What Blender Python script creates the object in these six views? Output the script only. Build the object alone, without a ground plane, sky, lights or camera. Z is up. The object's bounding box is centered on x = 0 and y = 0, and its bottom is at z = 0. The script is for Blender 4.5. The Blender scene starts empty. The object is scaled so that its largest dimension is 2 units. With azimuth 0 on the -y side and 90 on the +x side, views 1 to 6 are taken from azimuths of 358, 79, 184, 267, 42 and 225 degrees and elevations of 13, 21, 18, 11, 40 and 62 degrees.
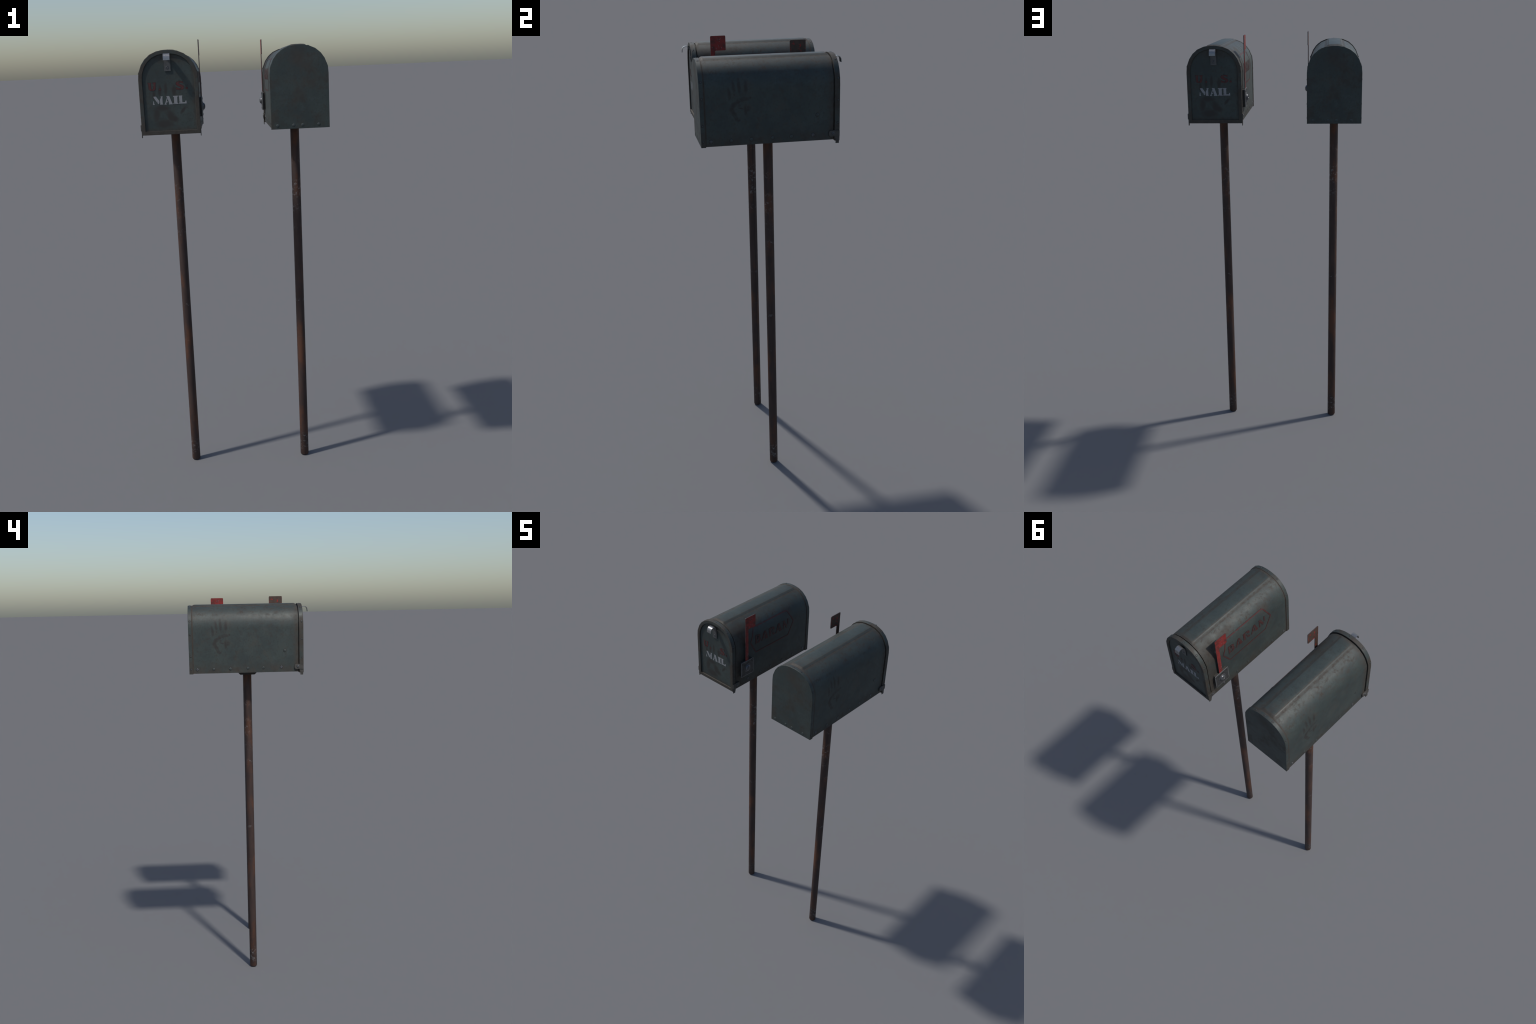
# Two weathered rural mailboxes on rusty posts, standing side by side and facing opposite ways.
import bpy, bmesh, math, random
from mathutils import Vector, Matrix

random.seed(7)
RIM_Z = 1.6187            # height of the mailbox underside frame above the ground
BOX_AT = (-0.2689, 0.0182)  # where mailbox one stands; the other is its 180 degree twin
POST_Y = -0.0085

# ------------------------------------------------------------------ profiles
# pressed arch, as fractions of the half width: (sideways, below the crown); a little squarer than a half-round
CROWN = [(1.0, 0.955), (0.980, 0.722), (0.8755, 0.459), (0.749, 0.282), (0.567, 0.131), (0.344, 0.0357), (0.115, 0.0)]


def arch(half, bottom, top, squareness=0.0):
    """Closed outline (x, z): straight sides below, faceted arch on top. Starts bottom right, counter-clockwise."""
    right = [(half * u, top - half * d) for u, d in CROWN]
    return [(half, bottom)] + right + [(-x, z) for x, z in reversed(right)] + [(-half, bottom)]


BODY_HALF, BODY_BOTTOM, BODY_TOP = 0.1193, 0.0045, 0.3383
SQ = 0.0


def inset(pts, d):
    """Offset a closed counter-clockwise outline inward by d (outward for d < 0)."""
    n = len(pts)
    out = []
    for i in range(n):
        p0, p1, p2 = Vector(pts[i - 1]), Vector(pts[i]), Vector(pts[(i + 1) % n])
        e1, e2 = (p1 - p0).normalized(), (p2 - p1).normalized()
        n1, n2 = Vector((-e1.y, e1.x)), Vector((-e2.y, e2.x))
        m = n1 + n2
        m = m / max(m.dot(n1), 0.35)
        q = p1 + m * d
        out.append((q.x, q.y))
    return out


# ------------------------------------------------------------------ mesh helpers
def finish(name, bm, mat, smooth=True, angle=38, ring_angle=None):
    bmesh.ops.recalc_face_normals(bm, faces=bm.faces[:])
    for e in bm.edges:
        limit = ring_angle if (ring_angle is not None and e.tag) else angle
        if len(e.link_faces) == 2 and e.calc_face_angle(0) > math.radians(limit):
            e.smooth = False
    for f in bm.faces:
        f.smooth = smooth
    me = bpy.data.meshes.new(name)
    bm.to_mesh(me)
    bm.free()
    me.materials.append(mat)
    return me


def loft(rings, cap_start=True, cap_end=True):
    """rings: list of lists of 3D points, all of one length, closed loops."""
    bm = bmesh.new()
    vs = [[bm.verts.new(p) for p in r] for r in rings]
    n = len(rings[0])
    for a, b in zip(vs, vs[1:]):
        for i in range(n):
            bm.faces.new((a[i], a[(i + 1) % n], b[(i + 1) % n], b[i]))
    for r in vs:                      # remember the edges that run round the section
        for i in range(n):
            e = bm.edges.get((r[i], r[(i + 1) % n]))
            if e:
                e.tag = True
    if cap_start:
        bm.faces.new(vs[0])
    if cap_end:
        bm.faces.new(vs[-1])
    return bm


def at_y(pts, y):
    return [(x, y, z) for x, z in pts]


def box_bm(sx, sy, sz, bevel=0.0, seg=2):
    bm = bmesh.new()
    bmesh.ops.create_cube(bm, size=1)
    bmesh.ops.scale(bm, vec=(sx, sy, sz), verts=bm.verts)
    if bevel:
        bmesh.ops.bevel(bm, geom=bm.edges[:], offset=bevel, segments=seg, affect='EDGES', profile=0.5)
    return bm


def lathe(profile, seg=24, cross=0.0, cross_r=0.0, cross_w=0.0):
    """Turn (r, h) about the local z axis; optionally press a cross-head recess of depth `cross` into it."""
    bm = bmesh.new()
    rings = []
    for r, h in profile:
        if r < 1e-6:
            rings.append([bm.verts.new((0, 0, h - cross))])
            continue
        ring = []
        for i in range(seg):
            a = 2 * math.pi * i / seg
            x, y = r * math.cos(a), r * math.sin(a)
            d = 0.0
            if cross and r <= cross_r and min(abs(x), abs(y)) < cross_w:
                d = cross
            ring.append(bm.verts.new((x, y, h - d)))
        rings.append(ring)
    for a, b in zip(rings, rings[1:]):
        if len(b) == 1:
            for i in range(seg):
                bm.faces.new((a[i], a[(i + 1) % seg], b[0]))
        else:
            for i in range(seg):
                bm.faces.new((a[i], a[(i + 1) % seg], b[(i + 1) % seg], b[i]))
    return bm


def dome_profile(r, h, steps=5, foot=0.0):
    out = [(r, -0.002), (r, foot)]
    for i in range(1, steps + 1):
        a = math.pi / 2 * i / steps
        out.append((r * math.cos(a) if i < steps else 0.0, foot + h * math.sin(a)))
    return out


def slab(points, thick, bevel=0.0):
    """Flat plate from a 2D outline (u, v), extruded along local z from 0 to thick."""
    bm = bmesh.new()
    a = [bm.verts.new((u, v, 0)) for u, v in points]
    b = [bm.verts.new((u, v, thick)) for u, v in points]
    n = len(points)
    for i in range(n):
        bm.faces.new((a[i], a[(i + 1) % n], b[(i + 1) % n], b[i]))
    bm.faces.new(a)
    bm.faces.new(b)
    if bevel:
        rim = [e for e in bm.edges if abs(e.verts[0].co.z - e.verts[1].co.z) < 1e-9]
        bmesh.ops.bevel(bm, geom=rim, offset=bevel, segments=1, affect='EDGES')
    return bm


def rounded(corners, radii, steps=4):
    """Round the corners of a 2D outline."""
    out = []
    n = len(corners)
    for i in range(n):
        p = Vector(corners[i])
        a = (Vector(corners[i - 1]) - p)
        b = (Vector(corners[(i + 1) % n]) - p)
        r = radii[i]
        if r <= 0:
            out.append(tuple(p))
            continue
        pa, pb = p + a.normalized() * r, p + b.normalized() * r
        for k in range(steps + 1):
            t = k / steps
            q = pa * (1 - t) ** 2 + p * 2 * t * (1 - t) + pb * t * t
            out.append(tuple(q))
    return out


# ------------------------------------------------------------------ node helpers
class Nodes:
    def __init__(self, name):
        self.mat = bpy.data.materials.new(name)
        self.mat.use_nodes = True
        self.t = self.mat.node_tree
        self.bsdf = next(n for n in self.t.nodes if n.type == 'BSDF_PRINCIPLED')
        self.out = next(n for n in self.t.nodes if n.type == 'OUTPUT_MATERIAL')
        self.coord = self.t.nodes.new('ShaderNodeTexCoord').outputs['Object']
        self.sep = None

    def link(self, a, b):
        if isinstance(a, bpy.types.NodeSocket):
            self.t.links.new(a, b)
        else:
            b.default_value = a

    def axis(self, i):
        if self.sep is None:
            self.sep = self.t.nodes.new('ShaderNodeSeparateXYZ')
            self.t.links.new(self.coord, self.sep.inputs[0])
        return self.sep.outputs[i]

    def scaled(self, s, loc=(0, 0, 0)):
        m = self.t.nodes.new('ShaderNodeMapping')
        m.inputs['Scale'].default_value = s
        m.inputs['Location'].default_value = loc
        self.t.links.new(self.coord, m.inputs[0])
        return m.outputs[0]

    def noise(self, scale, detail=4, rough=0.55, vec=None, distort=0.0):
        n = self.t.nodes.new('ShaderNodeTexNoise')
        n.inputs['Scale'].default_value = scale
        n.inputs['Detail'].default_value = detail
        n.inputs['Roughness'].default_value = rough
        n.inputs['Distortion'].default_value = distort
        self.t.links.new(vec or self.coord, n.inputs['Vector'])
        return n.outputs['Fac']

    def ramp(self, fac, lo, hi):
        n = self.t.nodes.new('ShaderNodeMapRange')
        n.interpolation_type = 'SMOOTHSTEP'
        for k, v in (('From Min', lo), ('From Max', hi), ('To Min', 0.0), ('To Max', 1.0)):
            n.inputs[k].default_value = v
        self.link(fac, n.inputs['Value'])
        return n.outputs[0]

    def math(self, op, a, b=0.0):
        n = self.t.nodes.new('ShaderNodeMath')
        n.operation = op
        self.link(a, n.inputs[0])
        self.link(b, n.inputs[1])
        return n.outputs[0]

    def mul(self, a, b): return self.math('MULTIPLY', a, b)
    def top(self, a, b): return self.math('MAXIMUM', a, b)

    def mix(self, fac, a, b):
        n = self.t.nodes.new('ShaderNodeMix')
        n.data_type = 'RGBA'
        self.link(fac, n.inputs[0])
        for v, s in ((a, n.inputs[6]), (b, n.inputs[7])):
            self.link(v if isinstance(v, bpy.types.NodeSocket) else (*v, 1.0), s)
        return n.outputs[2]

    def near(self, value, centre, inner, outer):
        """1 where |value - centre| < inner, fading to 0 at outer."""
        d = self.math('ABSOLUTE', self.math('SUBTRACT', value, centre))
        return self.ramp(d, outer, inner)

    def blob(self, loc, size, rot=(0, 0, 0), soft=0.45, vec=None):
        m = self.t.nodes.new('ShaderNodeMapping')
        m.vector_type = 'TEXTURE'
        m.inputs['Location'].default_value = loc
        m.inputs['Rotation'].default_value = rot
        m.inputs['Scale'].default_value = size
        self.t.links.new(vec or self.coord, m.inputs[0])
        n = self.t.nodes.new('ShaderNodeVectorMath')
        n.operation = 'LENGTH'
        self.t.links.new(m.outputs[0], n.inputs[0])
        return self.ramp(n.outputs['Value'], 1.0 + soft * 0.3, 1.0 - soft)

    def wobble(self, scale, amount):
        """Object coordinates shaken by noise, for ragged patch edges."""
        n = self.t.nodes.new('ShaderNodeTexNoise')
        n.inputs['Scale'].default_value = scale
        n.inputs['Detail'].default_value = 4
        self.t.links.new(self.coord, n.inputs['Vector'])
        s = self.t.nodes.new('ShaderNodeVectorMath')
        s.operation = 'SUBTRACT'
        s.inputs[1].default_value = (0.5, 0.5, 0.5)
        self.t.links.new(n.outputs['Color'], s.inputs[0])
        k = self.t.nodes.new('ShaderNodeVectorMath')
        k.operation = 'SCALE'
        k.inputs['Scale'].default_value = amount
        self.t.links.new(s.outputs[0], k.inputs[0])
        a = self.t.nodes.new('ShaderNodeVectorMath')
        a.operation = 'ADD'
        self.t.links.new(self.coord, a.inputs[0])
        self.t.links.new(k.outputs[0], a.inputs[1])
        return a.outputs[0]

    def bump(self, height, strength, dist=0.001):
        n = self.t.nodes.new('ShaderNodeBump')
        n.inputs['Strength'].default_value = strength
        n.inputs['Distance'].default_value = dist
        self.link(height, n.inputs['Height'])
        self.t.links.new(n.outputs[0], self.bsdf.inputs['Normal'])

    def done(self, colour, rough, metal=0.0, spec=0.32):
        self.link(colour if isinstance(colour, bpy.types.NodeSocket) else (*colour, 1), self.bsdf.inputs['Base Color'])
        self.link(rough, self.bsdf.inputs['Roughness'])
        self.link(metal, self.bsdf.inputs['Metallic'])
        self.link(spec, self.bsdf.inputs['Specular IOR Level'])
        return self.mat


PAINT = (0.043, 0.0555, 0.0520)
PAINT_DARK = (0.032, 0.042, 0.0415)
PAINT_PALE = (0.058, 0.077, 0.0755)
RUST = (0.052, 0.043, 0.035)
RUST_DEEP = (0.038, 0.029, 0.0225)
SOOT = (0.0285, 0.0248, 0.0225)
RED = (0.078, 0.021, 0.0205)
WHITE = (0.24, 0.245, 0.255)
PAINT_ROUGH = 0.50


def paint_base(m, rust_amount=0.5):
    """Blue-grey paint with mottling and a little scattered rust."""
    c = m.mix(m.ramp(m.noise(9, 5), 0.32, 0.68), PAINT_DARK, PAINT)
    c = m.mix(m.mul(m.ramp(m.noise(26, 6, 0.65), 0.5, 0.72), 0.35), c, PAINT_PALE)
    speck = m.ramp(m.noise(130, 6, 0.75), 0.48, 0.66)
    c = m.mix(m.mul(speck, 0.6), c, tuple(v * 0.72 for v in PAINT_DARK))
    c = m.mix(m.mul(m.ramp(m.noise(48, 7, 0.72), 0.50, 0.68), 0.5), c, RUST_DEEP)
    patches = m.ramp(m.noise(17, 8, 0.68, distort=0.4), 0.52, 0.70)
    return m.mix(m.mul(patches, rust_amount), c, RUST)


def rough_of(m, rust, base=PAINT_ROUGH):
    r = m.math('ADD', base, m.mul(rust, 0.22))
    return m.math('ADD', r, m.mul(m.math('SUBTRACT', m.noise(40, 5, 0.6), 0.5), 0.22))


def body_paint():
    m = Nodes('weathered_grey_paint')
    x, y, z = m.axis(0), m.axis(1), m.axis(2)
    c = paint_base(m, 0.5)
    grain = m.ramp(m.noise(60, 7, 0.72), 0.40, 0.66)
    fine = m.ramp(m.noise(28, 8, 0.7), 0.40, 0.62)
    wob = m.wobble(22, 0.035)
    # brown grime: beside the door, along the lower edge, at the roof seams and their ends
    edge_door = m.ramp(y, -0.228, -0.256)
    edge_back = m.ramp(y, 0.2585, 0.2640)
    low = m.ramp(z, 0.075, 0.005)
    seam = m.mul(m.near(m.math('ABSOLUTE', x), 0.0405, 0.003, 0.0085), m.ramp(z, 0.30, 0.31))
    seam_line = m.mul(m.near(m.math('ABSOLUTE', x), 0.0290, 0.0009, 0.0026), m.ramp(z, 0.30, 0.31))
    ends = m.mul(m.near(m.math('ABSOLUTE', y), 0.258, 0.004, 0.012), m.mul(m.ramp(z, 0.31, 0.33), m.ramp(m.math('ABSOLUTE', x), 0.045, 0.03)))
    rust = m.mul(edge_door, m.math('ADD', 0.45, m.mul(fine, 0.5)))
    rust = m.top(rust, m.mul(edge_back, 0.9))
    rust = m.top(rust, m.mul(low, m.math('ADD', 0.2, m.mul(fine, 0.65))))
    rust = m.top(rust, m.mul(seam, m.math('ADD', 0.45, m.mul(grain, 0.55))))
    rust = m.top(rust, m.mul(seam_line, 0.8))
    rust = m.top(rust, m.mul(ends, m.math('ADD', 0.4, m.mul(grain, 0.6))))
    # speckled weathering band high on both shoulders
    band = m.mul(m.ramp(z, 0.262, 0.30), m.ramp(m.math('ABSOLUTE', x), 0.035, 0.05))
    rust = m.top(rust, m.mul(m.mul(band, grain), m.mul(fine, 1.0)))
    # the big brown stain on the flag side behind the door
    stain = m.blob((0.085, -0.215, 0.275), (0.09, 0.085, 0.075), vec=wob, soft=0.8)
    stain = m.top(stain, m.blob((0.07, -0.10, 0.31), (0.06, 0.07, 0.022), vec=wob, soft=0.8))
    stain = m.top(stain, m.mul(m.blob((0.10, 0.13, 0.29), (0.06, 0.045, 0.03), vec=wob, soft=0.8), 0.8))
    stain = m.top(stain, m.blob((0.12, -0.24, 0.10), (0.03, 0.05, 0.16), vec=wob, soft=0.8))
    rust = m.top(rust, m.mul(stain, m.math('ADD', 0.70, m.mul(grain, 0.30))))
    c = m.mix(rust, c, m.mix(grain, RUST, RUST_DEEP))
    # a hand print smeared on the plain side (local -x)
    hw = m.wobble(75, 0.010)
    F = 0.06   # generous depth so the marks reach the surface but stay on this side
    marks = [((-0.12, 0.1660, 0.2105), (F, 0.0072, 0.026), (-0.08, 0, 0)),
             ((-0.12, 0.1475, 0.2380), (F, 0.0072, 0.022), (-0.13, 0, 0)),
             ((-0.12, 0.1445, 0.2080), (F, 0.0045, 0.006), (0, 0, 0)),
             ((-0.12, 0.1255, 0.2420), (F, 0.0068, 0.032), (-0.05, 0, 0)),
             ((-0.12, 0.0985, 0.2360), (F, 0.0085, 0.025), (0, 0, 0)),
             ((-0.12, 0.1100, 0.1875), (F, 0.0250, 0.0090), (-0.10, 0, 0)),
             ((-0.12, 0.1310, 0.1800), (F, 0.0120, 0.0085), (-0.7, 0, 0)),
             ((-0.12, 0.1500, 0.1655), (F, 0.0095, 0.021), (0.85, 0, 0)),
             ((-0.12, 0.1560, 0.1510), (F, 0.0110, 0.015), (0, 0, 0)),
             ((-0.12, 0.1480, 0.1300), (F, 0.0085, 0.030), (-0.50, 0, 0)),
             ((-0.12, 0.1360, 0.1090), (F, 0.0150, 0.0085), (0.44, 0, 0)),
             ((-0.12, 0.1010, 0.1460), (F, 0.0075, 0.022), (0, 0, 0)),
             ((-0.12, 0.0900, 0.1500), (F, 0.0110, 0.012), (0, 0, 0)),
             ((-0.12, 0.1250, 0.1640), (F, 0.0050, 0.0060), (0, 0, 0)),
             ((-0.12, 0.0800, 0.1920), (F, 0.0045, 0.0060), (0, 0, 0)),
             ((-0.12, 0.1210, 0.1530), (F, 0.0120, 0.0030), (0.2, 0, 0))]
    hand = None
    for loc, size, rot in marks:
        b = m.blob(loc, tuple(v * 1.16 for v in size), rot, soft=0.6, vec=hw)
        hand = b if hand is None else m.top(hand, b)
    hand = m.mul(hand, m.math('LESS_THAN', x, 0.0))
    hand = m.mul(hand, m.math('ADD', 0.55, m.mul(m.ramp(m.noise(80, 5, 0.65), 0.38, 0.55), 0.45)))
    c = m.mix(m.mul(hand, 0.85), c, SOOT)
    rust = m.top(rust, m.mul(hand, 0.3))
    m.bump(m.noise(90, 6, 0.6), 0.12, 0.001)
    return m.done(c, rough_of(m, rust))


def rim_paint(name, y_edges):
    """Paint of the pressed rims, rubbed to brown metal along the edges."""
    m = Nodes(name)
    y, z = m.axis(1), m.axis(2)
    c = paint_base(m, 0.6)
    grain = m.ramp(m.noise(45, 7, 0.7), 0.35, 0.65)
    rust = m.mul(m.ramp(m.noise(13, 6, 0.65), 0.38, 0.54), 0.85)
    rust = m.top(rust, m.mul(m.ramp(z, 0.075, 0.045), 0.75))
    for e in y_edges:
        rust = m.top(rust, m.mul(m.near(y, e, 0.0008, 0.0034 if e > -0.27 else 0.0010), m.math('ADD', 0.5, m.mul(grain, 0.45))))
    c = m.mix(rust, c, m.mix(grain, RUST, RUST_DEEP))
    m.bump(m.noise(90, 6, 0.6), 0.12, 0.001)
    return m.done(c, rough_of(m, rust))


def door_paint():
    m = Nodes('door_paint')
    x, z = m.axis(0), m.axis(2)
    c = paint_base(m, 0.3)
    grain = m.ramp(m.noise(50, 7, 0.7), 0.35, 0.65)
    wob = m.wobble(22, 0.03)
    rust = m.top(m.mul(m.blob((0.015, -0.28, 0.315), (0.085, 0.05, 0.035), vec=wob, soft=0.8), 0.8),
                 m.mul(m.ramp(z, 0.03, 0.016), 0.7))
    rust = m.top(rust, m.mul(m.ramp(x, 0.090, 0.104), 0.6))
    rust = m.mul(rust, m.math('ADD', 0.5, m.mul(grain, 0.5)))
    c = m.mix(rust, c, m.mix(grain, RUST, RUST_DEEP))
    hw = m.wobble(60, 0.006)
    F = 0.06
    marks = [((-0.063, -0.281, 0.162), (0.0075, F, 0.024), (0, 0.05, 0)),
             ((-0.038, -0.281, 0.180), (0.0080, F, 0.028), (0, 0.03, 0)),
             ((-0.013, -0.281, 0.186), (0.0082, F, 0.034), (0, 0.05, 0)),
             ((0.0205, -0.281, 0.178), (0.0100, F, 0.028), (0, 0.0, 0)),
             ((-0.032, -0.281, 0.108), (0.0380, F, 0.014), (0, 0.0, 0)),
             ((-0.056, -0.281, 0.082), (0.0170, F, 0.034), (0, 0.08, 0)),
             ((-0.026, -0.281, 0.044), (0.0430, F, 0.022), (0, 0.0, 0)),
             ((0.002, -0.281, 0.074), (0.0180, F, 0.032), (0, -0.3, 0)),
             ((0.017, -0.281, 0.064), (0.0200, F, 0.016), (0, 0.5, 0)),
             ((0.054, -0.281, 0.097), (0.0075, F, 0.022), (0, 0.7, 0))]
    hand = None
    for loc, size, rot in marks:
        b = m.blob(loc, size, rot, soft=0.65, vec=hw)
        hand = b if hand is None else m.top(hand, b)
    c = m.mix(m.mul(hand, 0.85), c, SOOT)
    rust = m.top(rust, m.mul(hand, 0.3))
    m.bump(m.noise(90, 6, 0.6), 0.12, 0.001)
    return m.done(c, rough_of(m, rust))


def back_paint():
    m = Nodes('back_panel_paint')
    c = paint_base(m, 0.45)
    x, y, z = m.axis(0), m.axis(1), m.axis(2)
    wob = m.wobble(20, 0.04)
    grain = m.ramp(m.noise(45, 7, 0.7), 0.35, 0.65)
    rust = m.mul(m.blob((0.0, 0.28, 0.29), (0.045, 0.05, 0.05), vec=wob, soft=0.9), 0.55)
    rust = m.top(rust, m.mul(m.ramp(m.noise(11, 7, 0.68), 0.50, 0.64), 0.5))
    # the turned-over band ahead of the flat sheet
    onband = m.ramp(y, 0.2844, 0.2836)
    bandrust = m.mul(m.ramp(m.noise(13, 6, 0.65), 0.46, 0.60), 0.65)
    bandrust = m.top(bandrust, m.mul(m.ramp(z, 0.075, 0.05), 0.7))
    bandrust = m.top(bandrust, m.mul(m.near(y, 0.2665, 0.0014, 0.0036), 0.95))
    bandrust = m.top(bandrust, m.mul(m.near(y, 0.2848, 0.0006, 0.002), 0.6))
    rust = m.top(m.mul(rust, m.math('SUBTRACT', 1.0, onband)), m.mul(onband, bandrust))
    c = m.mix(rust, c, m.mix(grain, RUST, RUST_DEEP))
    m.bump(m.noise(90, 6, 0.6), 0.12, 0.001)
    return m.done(c, rough_of(m, rust))


def stencil(name, paint, wear_lo, wear_hi):
    """Stencilled paint, worn through to the grey in patches."""
    m = Nodes(name)
    wear = m.ramp(m.noise(85, 6, 0.65), wear_lo, wear_hi)
    tone = m.mix(m.noise(30, 3), tuple(v * 0.85 for v in paint), paint)
    c = m.mix(wear, tone, paint_base(m, 0.3))
    return m.done(c, 0.55)


def plain(name, c, rough, metal=0.0, spec=0.34, vary=0.25, scale=60):
    m = Nodes(name)
    n = m.ramp(m.noise(scale, 5, 0.6), 0.3, 0.7)
    col = m.mix(n, tuple(v * (1 - vary) for v in c), tuple(v * (1 + vary) for v in c))
    return m.done(col, m.math('ADD', rough - 0.06, m.mul(n, 0.12)), metal, spec)


def flag_front():
    m = Nodes('chipped_red_paint')
    red = m.mix(m.ramp(m.noise(55, 6, 0.65), 0.40, 0.66), (0.225, 0.024, 0.021), (0.095, 0.024, 0.020))
    chips = m.ramp(m.noise(105, 5, 0.6), 0.635, 0.665)
    c = m.mix(chips, red, (0.16, 0.17, 0.19))
    return m.done(c, 0.5)


def flag_back():
    m = Nodes('bare_brown_flag_back')
    base = m.mix(m.ramp(m.noise(60, 5), 0.3, 0.7), (0.082, 0.050, 0.038), (0.060, 0.038, 0.030))
    flecks = m.ramp(m.noise(70, 5, 0.55), 0.57, 0.63)
    c = m.mix(flecks, base, (0.27, 0.026, 0.022))
    return m.done(c, 0.6)


def post_rust():
    m = Nodes('rusty_post_steel')
    x, y, z = m.axis(0), m.axis(1), m.axis(2)
    stretched = m.scaled((1, 1, 0.16))
    c = m.mix(m.ramp(m.noise(40, 6, 0.6, stretched), 0.35, 0.65), (0.040, 0.0255, 0.0225), (0.056, 0.036, 0.031))
    orange = m.ramp(m.noise(14, 6, 0.62, m.scaled((1, 1, 0.35), (0.3, 0, 0.2))), 0.47, 0.66)
    c = m.mix(m.mul(orange, 0.85), c, (0.105, 0.043, 0.023))
    c = m.mix(m.mul(m.ramp(m.noise(120, 5, 0.7), 0.55, 0.7), 0.5), c, (0.034, 0.025, 0.023))
    # pale scuffs in a few zones along the post
    chip = m.ramp(m.noise(75, 7, 0.75), 0.52, 0.62)
    zones = m.mul(m.near(z, 0.075, 0.03, 0.05), 0.9)
    for h, half, k in ((1.33, 0.06, 0.9), (1.24, 0.035, 0.7), (1.15, 0.02, 0.6), (0.80, 0.008, 0.7), (0.62, 0.006, 0.4), (1.46, 0.02, 0.3)):
        zones = m.top(zones, m.mul(m.near(z, h, half * 0.4, half), k))
    side = m.ramp(m.noise(12, 2, 0.5, m.scaled((1, 1, 0.3), (1.7, 0.4, 0))), 0.40, 0.56)
    c = m.mix(m.mul(m.mul(chip, zones), m.math('ADD', 0.25, m.mul(side, 0.6))), c, (0.19, 0.185, 0.185))
    # rolled seam down one side
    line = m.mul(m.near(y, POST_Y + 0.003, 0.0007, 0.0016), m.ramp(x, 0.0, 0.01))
    c = m.mix(m.mul(line, 0.7), c, (0.016, 0.012, 0.012))
    m.bump(m.noise(110, 6, 0.65), 0.25, 0.001)
    return m.done(c, 0.62, 0.0, 0.28)


def plate_steel():
    m = Nodes('worn_mount_steel')
    n = m.ramp(m.noise(45, 6, 0.65), 0.35, 0.65)
    c = m.mix(n, (0.042, 0.043, 0.043), (0.075, 0.076, 0.077))
    y, z, x = m.axis(1), m.axis(2), m.axis(0)
    edge = m.top(m.near(y, -0.1925, 0.0405, 0.0370), 0.0)
    edge = m.math('SUBTRACT', 1.0, edge)
    edge = m.top(m.ramp(m.math('ABSOLUTE', m.math('SUBTRACT', y, -0.1925)), 0.036, 0.042),
                 m.ramp(m.math('ABSOLUTE', m.math('SUBTRACT', z, 0.1045)), 0.035, 0.041))
    c = m.mix(m.mul(edge, 0.75), c, (0.19, 0.193, 0.195))
    return m.done(c, 0.45, 0.4)


M_BODY = body_paint()
M_DOOR = door_paint()
M_RIM = rim_paint('door_rim_paint', (-0.2645, -0.2848))
M_BACK = back_paint()
M_BRACKET = plain('hinge_paint', (0.058, 0.054, 0.049), 0.52)
M_BOLT = plain('painted_bolt', (0.042, 0.051, 0.050), 0.50)
M_BAKED_SHADE = plain('baked_shade_ring', (0.028, 0.026, 0.024), 0.7)  # occlusion shade round bolt, screw and rivet heads, modelled as dark discs
M_RIVET = plain('rivet_steel', (0.058, 0.062, 0.063), 0.42, 0.2)
M_SCREW = plain('screw_steel', (0.085, 0.088, 0.094), 0.40, 0.4)
M_STEEL = plain('bright_latch_steel', (0.25, 0.25, 0.255), 0.34, 0.75, vary=0.08, scale=150)
M_LATCH = plain('dull_latch_steel', (0.085, 0.086, 0.088), 0.45, 0.3, vary=0.12)
M_EDGE = plain('bare_flag_edge', (0.060, 0.045, 0.044), 0.5, 0.1)
M_RED = stencil('worn_red_stencil', RED, 0.52, 0.72)
M_EMBLEM = stencil('faded_emblem_red', (0.066, 0.0205, 0.0195), 0.47, 0.68)
M_WHITE = stencil('worn_white_stencil', WHITE, 0.60, 0.68)
M_LINE = stencil('dark_outline', (0.022, 0.020, 0.019), 0.60, 0.75)
M_FLAG = flag_front()
M_FLAGBACK = flag_back()
M_POST = post_rust()
M_PLATE = plate_steel()
M_MOUNT = plain('mount_housing_paint', (0.040, 0.036, 0.032), 0.6)
M_FLANGE = plain('dark_flange_iron', (0.035, 0.032, 0.030), 0.6)

# ------------------------------------------------------------------ body shell
PANEL_IN, PANEL_OUT, PANEL_RISE = 0.0295, 0.0405, 0.0040


def body_outline(rise):
    """Arch outline with the raised roof panel (rise 0..1) along its crown."""
    base = arch(BODY_HALF, BODY_BOTTOM, BODY_TOP, SQ)
    right = [p for p in base if p[0] >= PANEL_OUT + 0.002]
    left = [p for p in base if p[0] <= -PANEL_OUT - 0.002]

    def zon(x):
        for p, q in zip(base, base[1:]):
            if p[0] >= x >= q[0] and p[1] > 0.25:
                t = (p[0] - x) / max(p[0] - q[0], 1e-9)
                return p[1] + (q[1] - p[1]) * t
    mid = []
    for x in (PANEL_OUT, PANEL_OUT - 0.0035, PANEL_IN + 0.001, PANEL_IN - 0.004, 0.012):
        up = {PANEL_OUT: 0.0, PANEL_OUT - 0.0035: 0.15, PANEL_IN + 0.001: 0.86}.get(x, 1.0)
        # the panel itself is flatter than the arch below it
        flat = (BODY_TOP + PANEL_RISE * 1.40) - 0.0018 * (x / 0.03) ** 2
        z0 = zon(x)
        mid.append((x, z0 + (flat - z0) * up * rise))
    mid = mid + [(-x, z) for x, z in reversed(mid)]
    return right + mid + left


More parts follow.
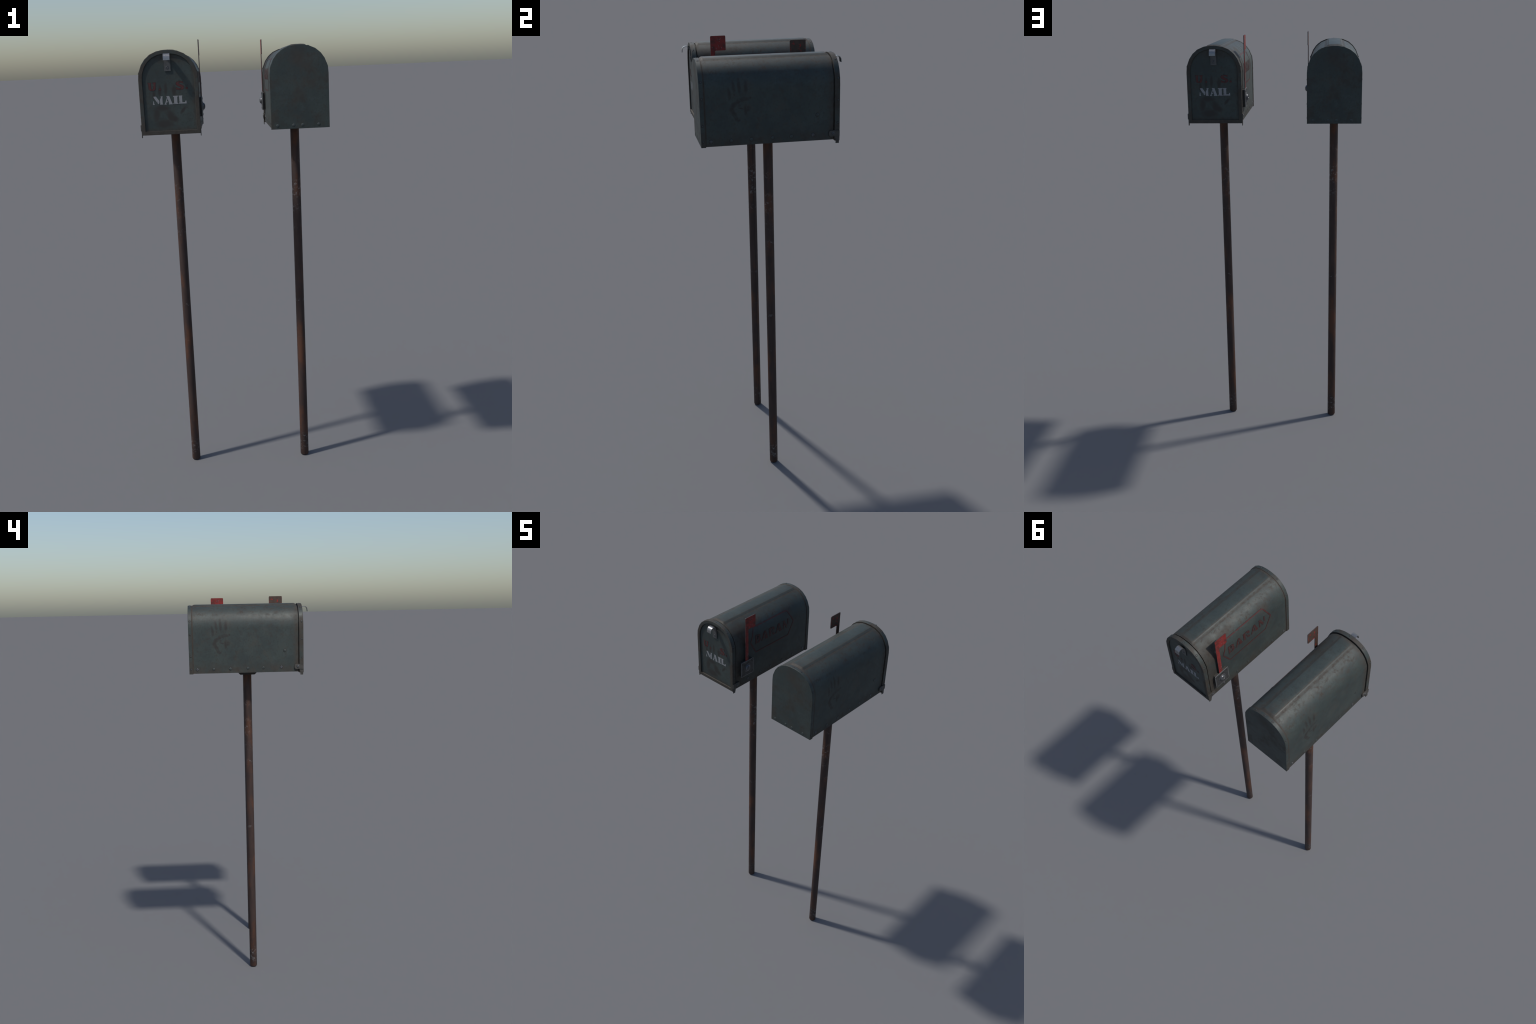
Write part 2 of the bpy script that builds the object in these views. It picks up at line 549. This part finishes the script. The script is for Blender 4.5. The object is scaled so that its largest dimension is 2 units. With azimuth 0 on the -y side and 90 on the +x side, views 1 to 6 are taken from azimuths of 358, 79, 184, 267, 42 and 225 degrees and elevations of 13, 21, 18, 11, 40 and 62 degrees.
def build_body():
    groove = inset(body_outline(0), 0.0060)
    rings = [at_y(groove, -0.2680), at_y(groove, -0.2604), at_y(body_outline(0), -0.2601), at_y(body_outline(0), -0.2596), at_y(body_outline(0.15), -0.2578),
             at_y(body_outline(0.9), -0.2525), at_y(body_outline(1), -0.2490),
             at_y(body_outline(1), 0.2525), at_y(body_outline(0.9), 0.2560),
             at_y(body_outline(0.15), 0.2625), at_y(body_outline(0), 0.2650), at_y(body_outline(0), 0.2665)]
    return finish('body', loft(rings), M_BODY, angle=42, ring_angle=60)


def build_door_rim():
    o = arch(0.1229, -0.0007, 0.3420, SQ)
    rings = [at_y(inset(o, 0.012), -0.2642), at_y(inset(o, 0.0008), -0.2642), at_y(o, -0.2650), at_y(o, -0.2842), at_y(inset(o, 0.0005), -0.2853),
             at_y(inset(o, 0.0016), -0.2858), at_y(inset(o, 0.0145), -0.2858), at_y(inset(o, 0.0155), -0.2854),
             at_y(inset(o, 0.0160), -0.2785)]
    return finish('door_rim', loft(rings, False, False), M_RIM, angle=50, ring_angle=14)


def build_door_panel():
    o = inset(arch(0.1229, -0.0007, 0.3420, SQ), 0.0150)
    rings = [at_y(inset(o, -0.006), -0.2660), at_y(inset(o, -0.006), -0.2799), at_y(inset(o, 0.002), -0.2799)]
    return finish('door', loft(rings), M_DOOR, angle=40, ring_angle=14)


def build_back():
    o = arch(0.1215, 0.0020, 0.3396, SQ)
    rings = [at_y(inset(o, 0.002), 0.2655), at_y(inset(o, 0.0006), 0.2657), at_y(o, 0.2664), at_y(o, 0.2841), at_y(inset(o, 0.0008), 0.2851),
             at_y(inset(o, 0.003), 0.2852)]
    return finish('back_panel', loft(rings), M_BACK, angle=50, ring_angle=14)


# ------------------------------------------------------------------ surface mapping for stencils
def side_polyline():
    b = arch(BODY_HALF, BODY_BOTTOM, BODY_TOP, SQ)
    pts = [Vector(p) for p in b if p[0] > 0.005]
    acc = [pts[0].y]
    for p, q in zip(pts, pts[1:]):
        acc.append(acc[-1] + (q - p).length)
    return pts, acc


SIDE_PTS, SIDE_ACC = side_polyline()


def on_side(u, v, off):
    """u runs along the box (local y), v is the height measured along the sheet."""
    for i in range(len(SIDE_ACC) - 1):
        if v <= SIDE_ACC[i + 1] or i == len(SIDE_ACC) - 2:
            t = (v - SIDE_ACC[i]) / (SIDE_ACC[i + 1] - SIDE_ACC[i])
            p = SIDE_PTS[i].lerp(SIDE_PTS[i + 1], t)
            # blended normal keeps neighbouring pieces joined
            d = SIDE_PTS[i + 1] - SIDE_PTS[i]
            n = Vector((d.y, -d.x)).normalized()
            return (p.x + n.x * off, u, p.y + n.y * off)


def on_door(u, v, off):
    return (u, -0.2799 - off, v)


def decal(name, polys, mapper, off, mat, cuts=()):
    """Thin raised paint shape: polygons in (u, v) laid on a surface."""
    bm = bmesh.new()
    for poly in polys:
        bm.faces.new([bm.verts.new((u, v, 0)) for u, v in poly])
    bmesh.ops.triangulate(bm, faces=bm.faces[:])
    for c in cuts:
        bmesh.ops.bisect_plane(bm, geom=bm.verts[:] + bm.edges[:] + bm.faces[:], plane_co=(0, c, 0), plane_no=(0, 1, 0), dist=1e-6)
    out = bmesh.new()
    topv, lowv = {}, {}
    for v in bm.verts:
        topv[v] = out.verts.new(mapper(v.co.x, v.co.y, off))
        lowv[v] = out.verts.new(mapper(v.co.x, v.co.y, -0.0008))
    for f in bm.faces:
        out.faces.new([topv[v] for v in f.verts])
    for e in bm.edges:
        if len(e.link_faces) == 1:
            a, b = e.verts
            out.faces.new((topv[a], topv[b], lowv[b], lowv[a]))
    bm.free()
    return finish(name, out, mat, smooth=False)


def grow(poly, d):
    area = sum(a[0] * b[1] - b[0] * a[1] for a, b in zip(poly, poly[1:] + poly[:1]))
    p = poly if area > 0 else poly[::-1]
    return inset(p, -d)


# stencil alphabet in a unit box, heavy slab-serif cut, each letter a few bridged pieces
GLYPH = {
    'U': [[(0, 1), (.42, 1), (.42, .90), (.36, .88), (.36, .28), (.44, .16), (.44, 0), (.26, .03), (.12, .14), (.08, .3), (.08, .88), (0, .90)],
          [(.60, 1), (1, 1), (1, .90), (.92, .88), (.92, .28), (.84, .12), (.70, .02), (.52, 0), (.52, .16), (.62, .24), (.66, .34), (.66, .88), (.60, .90)]],
    'S': [[(.92, .98), (.92, .70), (.80, .80), (.62, .86), (.50, .85), (.50, 1), (.66, .98), (.80, .93)],
          [(.44, 1), (.44, .84), (.38, .80), (.40, .72), (.86, .50), (.98, .38), (1, .24), (.92, .10), (.78, .02), (.58, 0), (.58, .15), (.68, .20), (.66, .28), (.16, .52), (.04, .66), (.06, .84), (.22, .96)],
          [(.04, .02), (.04, .34), (.18, .22), (.36, .15), (.50, .15), (.50, 0), (.32, .01), (.18, .06)]],
    'M': [[(0, 0), (.20, 0), (.13, .12), (.13, .36), (.05, .48), (.05, .12)],
          [(.10, 1), (.34, 1), (.60, .52), (.64, .44), (.64, .20), (.54, .06), (.20, .70), (.12, .88)],
          [(.70, .56), (.82, .86), (.78, 1), (1, 1), (1, .92), (.96, .88), (.96, .12), (1, .06), (1, 0), (.70, 0), (.72, .12)]],
    'A': [[(.0, 0), (.30, 0), (.22, .10), (.27, .26), (.40, .26), (.44, .36), (.30, .36), (.40, .66), (.33, .78), (.10, .12)],
          [(.28, 1), (.62, 1), (.92, .12), (1, 0), (.50, 0), (.58, .12), (.52, .30), (.50, .42), (.42, .66)]],
    'I': [[(0, 1), (1, 1), (1, .90), (.84, .86), (.84, .14), (1, .10), (1, 0), (0, 0), (0, .10), (.16, .14), (.16, .86), (0, .90)]],
    'L': [[(.02, 1), (.50, 1), (.50, .92), (.46, .88), (.46, .17), (.82, .17), (.86, .34), (1, .36), (1, 0), (.02, 0), (.02, .08), (.08, .12), (.08, .88), (.02, .92)]],
    # plainer bridged letters of the side emblem
    'B': [[(0, 1), (.30, 1), (.30, 0), (0, 0)],
          [(.42, 1), (.70, .98), (.90, .88), (.94, .72), (.84, .56), (.98, .42), (1, .24), (.88, .07), (.66, 0), (.42, 0), (.42, .14), (.58, .16), (.67, .26), (.62, .40), (.42, .46), (.42, .60), (.58, .63), (.62, .74), (.56, .84), (.42, .86)]],
    'a': [[(0, 0), (.18, 0), (.25, .22), (.40, .22), (.40, .36), (.30, .38), (.42, .74), (.34, .92)],
          [(.40, 1), (.62, 1), (1, 0), (.60, 0), (.52, .26), (.52, .52), (.46, .72)]],
    'R': [[(0, 1), (.32, 1), (.32, 0), (0, 0)],
          [(.44, 1), (.72, .98), (.94, .86), (.96, .64), (.82, .50), (.62, .44), (.44, .44), (.44, .57), (.58, .60), (.65, .72), (.58, .84), (.44, .86)],
          [(.52, .32), (.76, .36), (.88, .20), (1, .10), (1, 0), (.70, 0), (.58, .16)]],
    'N': [[(.04, 0), (.20, 0), (.20, .54), (.04, .78)],
          [(0, 1), (.30, 1), (.80, .20), (.80, 0), (.60, 0), (.06, .88)],
          [(.80, 1), (.98, 1), (.98, .28), (.90, .34), (.80, .46)]],
    '.': [[(0, 0), (1, 0), (1, 1), (0, 1)]],
}


def place(ch, x0, x1, z0, z1):
    return [[(x0 + (x1 - x0) * u, z0 + (z1 - z0) * v) for u, v in piece] for piece in GLYPH[ch]]


def letter_meshes(ch, rect, mapper, mat, outline, cuts):
    pieces = place(ch, *rect)
    out = []
    if outline:
        dx, dz = outline
        dark = []
        for p in pieces:
            dark.append([(u + dx, v + dz) for u, v in grow(p, 0.0009)])
        # each outline piece is its own height so overlapping ones never share a plane
        bm_me = []
        for k, d in enumerate(dark):
            bm_me.append(decal('letter_outline', [d], mapper, 0.00025 + 0.00009 * k, M_LINE, cuts))
        out += bm_me
    out.insert(0, decal('letter', pieces, mapper, 0.0007, mat, cuts))
    return out


# ------------------------------------------------------------------ small hardware meshes
def orient(me, axis):
    """Turn a part made along +z so that it points along the given axis."""
    q = Vector((0, 0, 1)).rotation_difference(Vector(axis))
    return q.to_matrix().to_4x4()


ME = {}
ME['bolt'] = finish('bolt', lathe(dome_profile(0.0071, 0.0017), 20), M_BOLT, angle=60)
ME['ring'] = finish('baked_shade_ring', lathe([(0.0086, -0.001), (0.0086, 0.0002), (0.0062, 0.00025), (0, 0.00025)], 24), M_BAKED_SHADE)
ME['rivet'] = finish('rivet', lathe([(0.0056, -0.001), (0.0056, 0.0002), (0.0039, 0.0003)] + dome_profile(0.0036, 0.0013, 4)[1:], 16), M_RIVET, angle=60)
ME['rivet'].materials.append(M_BAKED_SHADE)
for p in ME['rivet'].polygons:
    if (p.center.x ** 2 + p.center.y ** 2) ** 0.5 > 0.0036:
        p.material_index = 1
screw_prof = [(0.0068, -0.002), (0.0068, 0.0003), (0.0062, 0.0011), (0.0052, 0.0016), (0.0042, 0.0019), (0.0030, 0.0021), (0.0015, 0.0022), (0, 0.0022)]
ME['screw'] = finish('screw', lathe(screw_prof, 32, 0.0010, 0.0053, 0.0011), M_SCREW, angle=40)


def build_latch_strip():
    """Flat strip screwed to the door, rising and curling forward into a hook."""
    path = [(-0.2826, 0.2575), (-0.2826, 0.300), (-0.2833, 0.309), (-0.2866, 0.3165), (-0.2912, 0.3222), (-0.2975, 0.3255), (-0.3045, 0.3262),
            (-0.3105, 0.3245), (-0.3156, 0.3205), (-0.3188, 0.3145), (-0.3198, 0.3080), (-0.3205, 0.3005)]
    half, th = 0.0134, 0.0026
    rings = []
    for i, p in enumerate(path):
        a = Vector(path[max(i - 1, 0)])
        b = Vector(path[min(i + 1, len(path) - 1)])
        t = (b - a).normalized()
        n = Vector((-t.y, t.x))      # outward from the door on the strip
        c = Vector(p)
        o, q = c + n * th / 2, c - n * th / 2
        rings.append([(-half, o.x, o.y), (half, o.x, o.y), (half, q.x, q.y), (-half, q.x, q.y)])
    return rings


LR = build_latch_strip()
ME['latch'] = finish('latch', loft(LR[:4]), M_LATCH, angle=40)
ME['hook'] = finish('latch_hook', loft(LR[3:]), M_STEEL, angle=40)


def build_bracket(sign):
    """Hinge ear: rounded plate lapping from the door rim onto the body."""
    o = rounded([(-0.2850, 0.0175), (-0.2400, 0.0175), (-0.2400, 0.0425), (-0.2850, 0.0425)], [0.001, 0.008, 0.008, 0.001])
    bm = slab(o, 0.0062, 0.0008)
    M = Matrix(((0, 0, sign, sign * 0.1202), (1, 0, 0, 0), (0, 1, 0, 0), (0, 0, 0, 1)))
    bmesh.ops.transform(bm, matrix=M, verts=bm.verts)
    return finish('hinge', bm, M_BRACKET)


def build_tab(sign):
    """Small tongue hanging below the hinge at the foot of the door rim."""
    o = [(-0.2830, -0.0110), (-0.2690, -0.0110), (-0.2690, 0.006), (-0.2640, 0.0125), (-0.2640, 0.019), (-0.2830, 0.019)]
    bm = slab(o, 0.0030, 0.0004)
    M = Matrix(((0, 0, sign, sign * 0.1212), (1, 0, 0, 0), (0, 1, 0, 0), (0, 0, 0, 1)))
    bmesh.ops.transform(bm, matrix=M, verts=bm.verts)
    return finish('hinge_tongue', bm, M_BRACKET)


def side_matrix(x):
    return Matrix(((0, 0, 1, x), (1, 0, 0, 0), (0, 1, 0, 0), (0, 0, 0, 1)))


PY, PZ = -0.1925, 0.1045     # centre of the flag mount


def build_mount():
    h = 0.0395
    o = rounded([(PY - h, PZ - h), (PY + h, PZ - h), (PY + h, PZ + h), (PY - h, PZ + h)], [0.003] * 4)
    bm = slab(o, 0.0116)
    bmesh.ops.transform(bm, matrix=side_matrix(0.1190), verts=bm.verts)
    return finish('flag_mount', bm, M_MOUNT)


def build_plate():
    h, v = 0.0432, 0.0418
    o = rounded([(PY - h, PZ - v), (PY + h, PZ - v), (PY + h, PZ + v), (PY - h, PZ + v)], [0.005] * 4)
    bm = slab(o, 0.0030, 0.0009)
    bmesh.ops.transform(bm, matrix=side_matrix(0.1303), verts=bm.verts)
    return finish('mount_plate', bm, M_PLATE)


knob = [(0.0215, -0.002), (0.0215, 0.0010), (0.0200, 0.0024), (0.0182, 0.0026), (0.0168, 0.0012), (0.0156, 0.0012),
        (0.0150, 0.0040), (0.0132, 0.0072), (0.0105, 0.0094), (0.0075, 0.0108), (0.0050, 0.0114), (0.0030, 0.0116), (0, 0.0117)]
ME['knob'] = finish('pivot_knob', lathe(knob, 36, 0.0016, 0.0076, 0.0014), plain('pivot_steel', (0.13, 0.133, 0.14), 0.40, 0.6), angle=45)
ME['plate_rivet'] = finish('plate_rivet', lathe([(0.0066, -0.001), (0.0066, 0.0002), (0.0045, 0.0003)] + dome_profile(0.0042, 0.0016, 4)[1:], 16), plain('plate_rivet_steel', (0.07, 0.072, 0.075), 0.4, 0.4), angle=60)
ME['plate_rivet'].materials.append(M_BAKED_SHADE)
for p in ME['plate_rivet'].polygons:
    if (p.center.x ** 2 + p.center.y ** 2) ** 0.5 > 0.0042:
        p.material_index = 1


def build_flag():
    yl, yr, ym = -0.2040, -0.1352, -0.1838
    zt, zb, zf = 2.0 - RIM_Z, 0.3165, 0.1200
    o = rounded([(yl, zf), (ym, zf), (ym, zb), (yr, zb), (yr, zt), (yl, zt)], [0, 0, 0.006, 0.005, 0.005, 0.005], 4)
    bm = slab(o, 0.0032)
    bmesh.ops.transform(bm, matrix=side_matrix(0.1274), verts=bm.verts)
    me = finish('flag', bm, M_FLAG)
    me.materials.append(M_FLAGBACK)
    me.materials.append(M_EDGE)
    for p in me.polygons:
        if p.normal.x < -0.5:
            p.material_index = 1
        elif p.normal.x < 0.5:
            p.material_index = 2
    return me


def build_post():
    rings = []
    top = RIM_Z + 0.004
    seg = 20
    for z, k in ((0.0, 0.80), (0.0015, 0.92), (0.005, 1.0), (0.4, 1.0), (0.8, 1.0), (1.2, 1.0), (top, 1.0)):
        t = z / top
        rx, ry = (0.0198 + 0.0001 * t) * k, (0.0192 + 0.0016 * t) * k
        rings.append([(rx * math.cos(2 * math.pi * i / seg), POST_Y - 0.0014 * (1 - t) + ry * math.sin(2 * math.pi * i / seg), z) for i in range(seg)])
    return finish('post', loft(rings), M_POST, angle=50)


def build_flange():
    """Cast foot between post and box: a plate with sloping edges."""
    rings = []
    for z, h in ((0.007, 0.046), (-0.0035, 0.046), (-0.0115, 0.0385), (-0.0125, 0.0365)):
        w = h * 0.76
        rings.append([(x, POST_Y + y, z) for x, y in rounded([(-w, -h), (w, -h), (w, h), (-w, h)], [0.006] * 4)])
    return finish('post_flange', loft(rings), M_FLANGE, angle=40)


ME['body'] = build_body()
ME['door'] = build_door_panel()
ME['door_rim'] = build_door_rim()
ME['back'] = build_back()
ME['hinge_l'], ME['hinge_r'] = build_bracket(-1), build_bracket(1)
ME['tab_l'], ME['tab_r'] = build_tab(-1), build_tab(1)
ME['mount'], ME['plate'] = build_mount(), build_plate()
ME['flag'] = build_flag()
ME['post'] = build_post()
ME['flange'] = build_flange()

# ---- stencils
door_letters = []
for ch, rect, mat, dark in (
        ('U', (-0.0852, -0.0512, 0.1800, 0.2130), M_RED, True),
        ('.', (-0.0395, -0.0325, 0.1810, 0.1880), M_RED, True),
        ('S', (0.0290, 0.0632, 0.1803, 0.2146), M_RED, True),
        ('.', (0.0705, 0.0785, 0.1820, 0.1890), M_RED, True),
        ('M', (-0.0695, -0.0270, 0.1230, 0.1565), M_WHITE, False),
        ('A', (-0.0222, 0.0135, 0.1225, 0.1568), M_WHITE, False),
        ('I', (0.0155, 0.0358, 0.1232, 0.1565), M_WHITE, False),
        ('L', (0.0380, 0.0700, 0.1236, 0.1565), M_WHITE, False)):
    door_letters.append(letter_meshes(ch, rect, on_door, mat, (-0.0005, 0.0006) if dark else None, ()))

side_letters = []
CUTS = [a for a in SIDE_ACC if 0.16 < a < 0.32]
u = -0.1215
for ch, w in (('B', 0.0380), ('a', 0.0470), ('R', 0.0420), ('a', 0.0470), ('N', 0.0430)):
    side_letters.append(letter_meshes(ch, (u, u + w, 0.2035, 0.2500), on_side, M_EMBLEM, (-0.0006, 0.0007), CUTS))
    u += w + 0.0070

HEX = [(-0.1565, 0.2235), (-0.1185, 0.1570), (0.1215, 0.1570), (0.1605, 0.2235), (0.1235, 0.2930), (-0.1195, 0.2930)]


def hex_band(half, dx=0.0, dz=0.0):
    out, inn = inset(HEX, -half), inset(HEX, half)
    return [[(a[0] + dx, a[1] + dz) for a in (out[i], out[(i + 1) % 6], inn[(i + 1) % 6], inn[i])] for i in range(6)]


ME['frame'] = decal('emblem_frame', hex_band(0.0025), on_side, 0.0007, M_RED, CUTS)
ME['frame_line'] = decal('emblem_frame_outline', hex_band(0.0034, -0.0004, 0.0008), on_side, 0.0003, M_LINE, CUTS)

# ------------------------------------------------------------------ assembly
COL = bpy.context.scene.collection


def add(name, me, parent, loc=(0, 0, 0), axis=None, spin=0.0):
    ob = bpy.data.objects.new(name, me)
    COL.objects.link(ob)
    ob.parent = parent
    if axis is not None:
        q = Vector((0, 0, 1)).rotation_difference(Vector(axis))
        ob.rotation_euler = (q @ Matrix.Rotation(spin, 3, 'Z').to_quaternion()).to_euler()
    ob.location = loc
    return ob


SIDE_BOLTS = [(0.2453, 0.0245, 'screw'), (0.1630, 0.0242, 'bolt'), (0.0802, 0.0248, 'bolt'), (-0.0074, 0.0268, 'bolt'),
              (-0.0850, 0.0272, 'bolt'), (-0.1755, 0.0282, 'screw')]


def rim_rivets(angles, heights, half, top, y, parent, name='rivet'):
    o = arch(half, 0.0, top)
    for a in angles:
        # walk the outline to where the ray at this angle leaves the section
        s, c = math.sin(math.radians(a)), math.cos(math.radians(a))
        zc = top - half
        for p, q in zip(o, o[1:]):
            d = (q[0] - p[0]) * c - (q[1] - p[1]) * s
            if abs(d) < 1e-9:
                continue
            t = (-p[0] * c + (p[1] - zc) * s) / d
            x, z = p[0] + (q[0] - p[0]) * t, p[1] + (q[1] - p[1]) * t
            if 0 <= t <= 1 and x * s + (z - zc) * c > 0:
                n = Vector((q[1] - p[1], 0, p[0] - q[0])).normalized()
                add(name, ME['rivet'], parent, (x, y, z), n)
                break
    for z in heights:
        for sx in (-1, 1):
            add(name, ME['rivet'], parent, (sx * half, y, z), (sx, 0, 0))


def build_mailbox(at, turn):
    root = bpy.data.objects.new('mailbox', None)
    COL.objects.link(root)
    root.location = (at[0], at[1], 0)
    root.rotation_euler = (0, 0, turn)
    root['label'] = 'weathered grey arched mailbox with red flag on rusty post'
    root['category'] = 'mailbox'
    up = (0, 0, RIM_Z)
    body = add('body', ME['body'], root, up)
    door = add('door', ME['door'], root, (0, -0.0013, RIM_Z))
    back = add('back_panel', ME['back'], root, up)
    mount = add('flag_mount', ME['mount'], root, up)
    flag = add('flag', ME['flag'], root, up)
    post = add('post', ME['post'], root)
    add('post_flange', ME['flange'], root, up)
    rim = add('door_rim', ME['door_rim'], door)
    # hinges
    for s, h, t in ((-1, 'hinge_l', 'tab_l'), (1, 'hinge_r', 'tab_r')):
        add('hinge', ME[h], door)
        add('hinge_tongue', ME[t], door)
        add('screw', ME['screw'], door, (s * 0.1264, -0.2565, 0.0310), (s, 0, 0), 0.5)
    # latch
    add('latch', ME['latch'], door)
    add('latch_hook', ME['hook'], door)
    add('screw', ME['screw'], door, (-0.0008, -0.2835, 0.2715), (0, -1, 0), 0.6)
    # writing
    for group, parent in ((door_letters, door), (side_letters, body)):
        for meshes in group:
            add('letter', meshes[0], parent)
            for me in meshes[1:]:
                add('letter_outline', me, parent)
    add('emblem_frame', ME['frame'], body)
    add('emblem_frame_outline', ME['frame_line'], body)
    # bolts on the sides, on the back and the flag pivot's nut
    for s in (-1, 1):
        for i, (y, z, kind) in enumerate(SIDE_BOLTS):
            add(kind, ME[kind], body, (s * BODY_HALF, y, z), (s, 0, 0), 0.4 + 0.7 * i)
            add('baked_shade_ring', ME['ring'], body, (s * BODY_HALF, y, z), (s, 0, 0))
    add('bolt', ME['bolt'], body, (-BODY_HALF, -0.1933, 0.1100), (-1, 0, 0))
    add('baked_shade_ring', ME['ring'], body, (-BODY_HALF, -0.1933, 0.1100), (-1, 0, 0))
    for x in (0.0951, 0.0281, -0.0091, -0.0761):
        add('bolt', ME['bolt'], back, (x, 0.2848, 0.0162), (0, 1, 0))
        add('baked_shade_ring', ME['ring'], back, (x, 0.2848, 0.0162), (0, 1, 0))
    rim_rivets((2, 40, -36, 74, -74), (0.1660, 0.0745), 0.1229, 0.3420, -0.2775, door)
    rim_rivets((2, 27, -20, 69, -69), (0.1955, 0.0888, 0.0264), 0.1215, 0.3396, 0.2762, back)
    # flag mount
    add('mount_plate', ME['plate'], mount)
    add('pivot_knob', ME['knob'], mount, (0.1332, PY - 0.001, PZ + 0.001), (1, 0, 0), 0.4)
    for dy in (-0.0345, 0.0345):
        for dz in (-0.0330, 0.0330):
            add('plate_rivet', ME['plate_rivet'], mount, (0.1332, PY + dy, PZ + dz), (1, 0, 0))
    return root


build_mailbox(BOX_AT, 0.0)
build_mailbox((-BOX_AT[0], -BOX_AT[1]), math.pi)
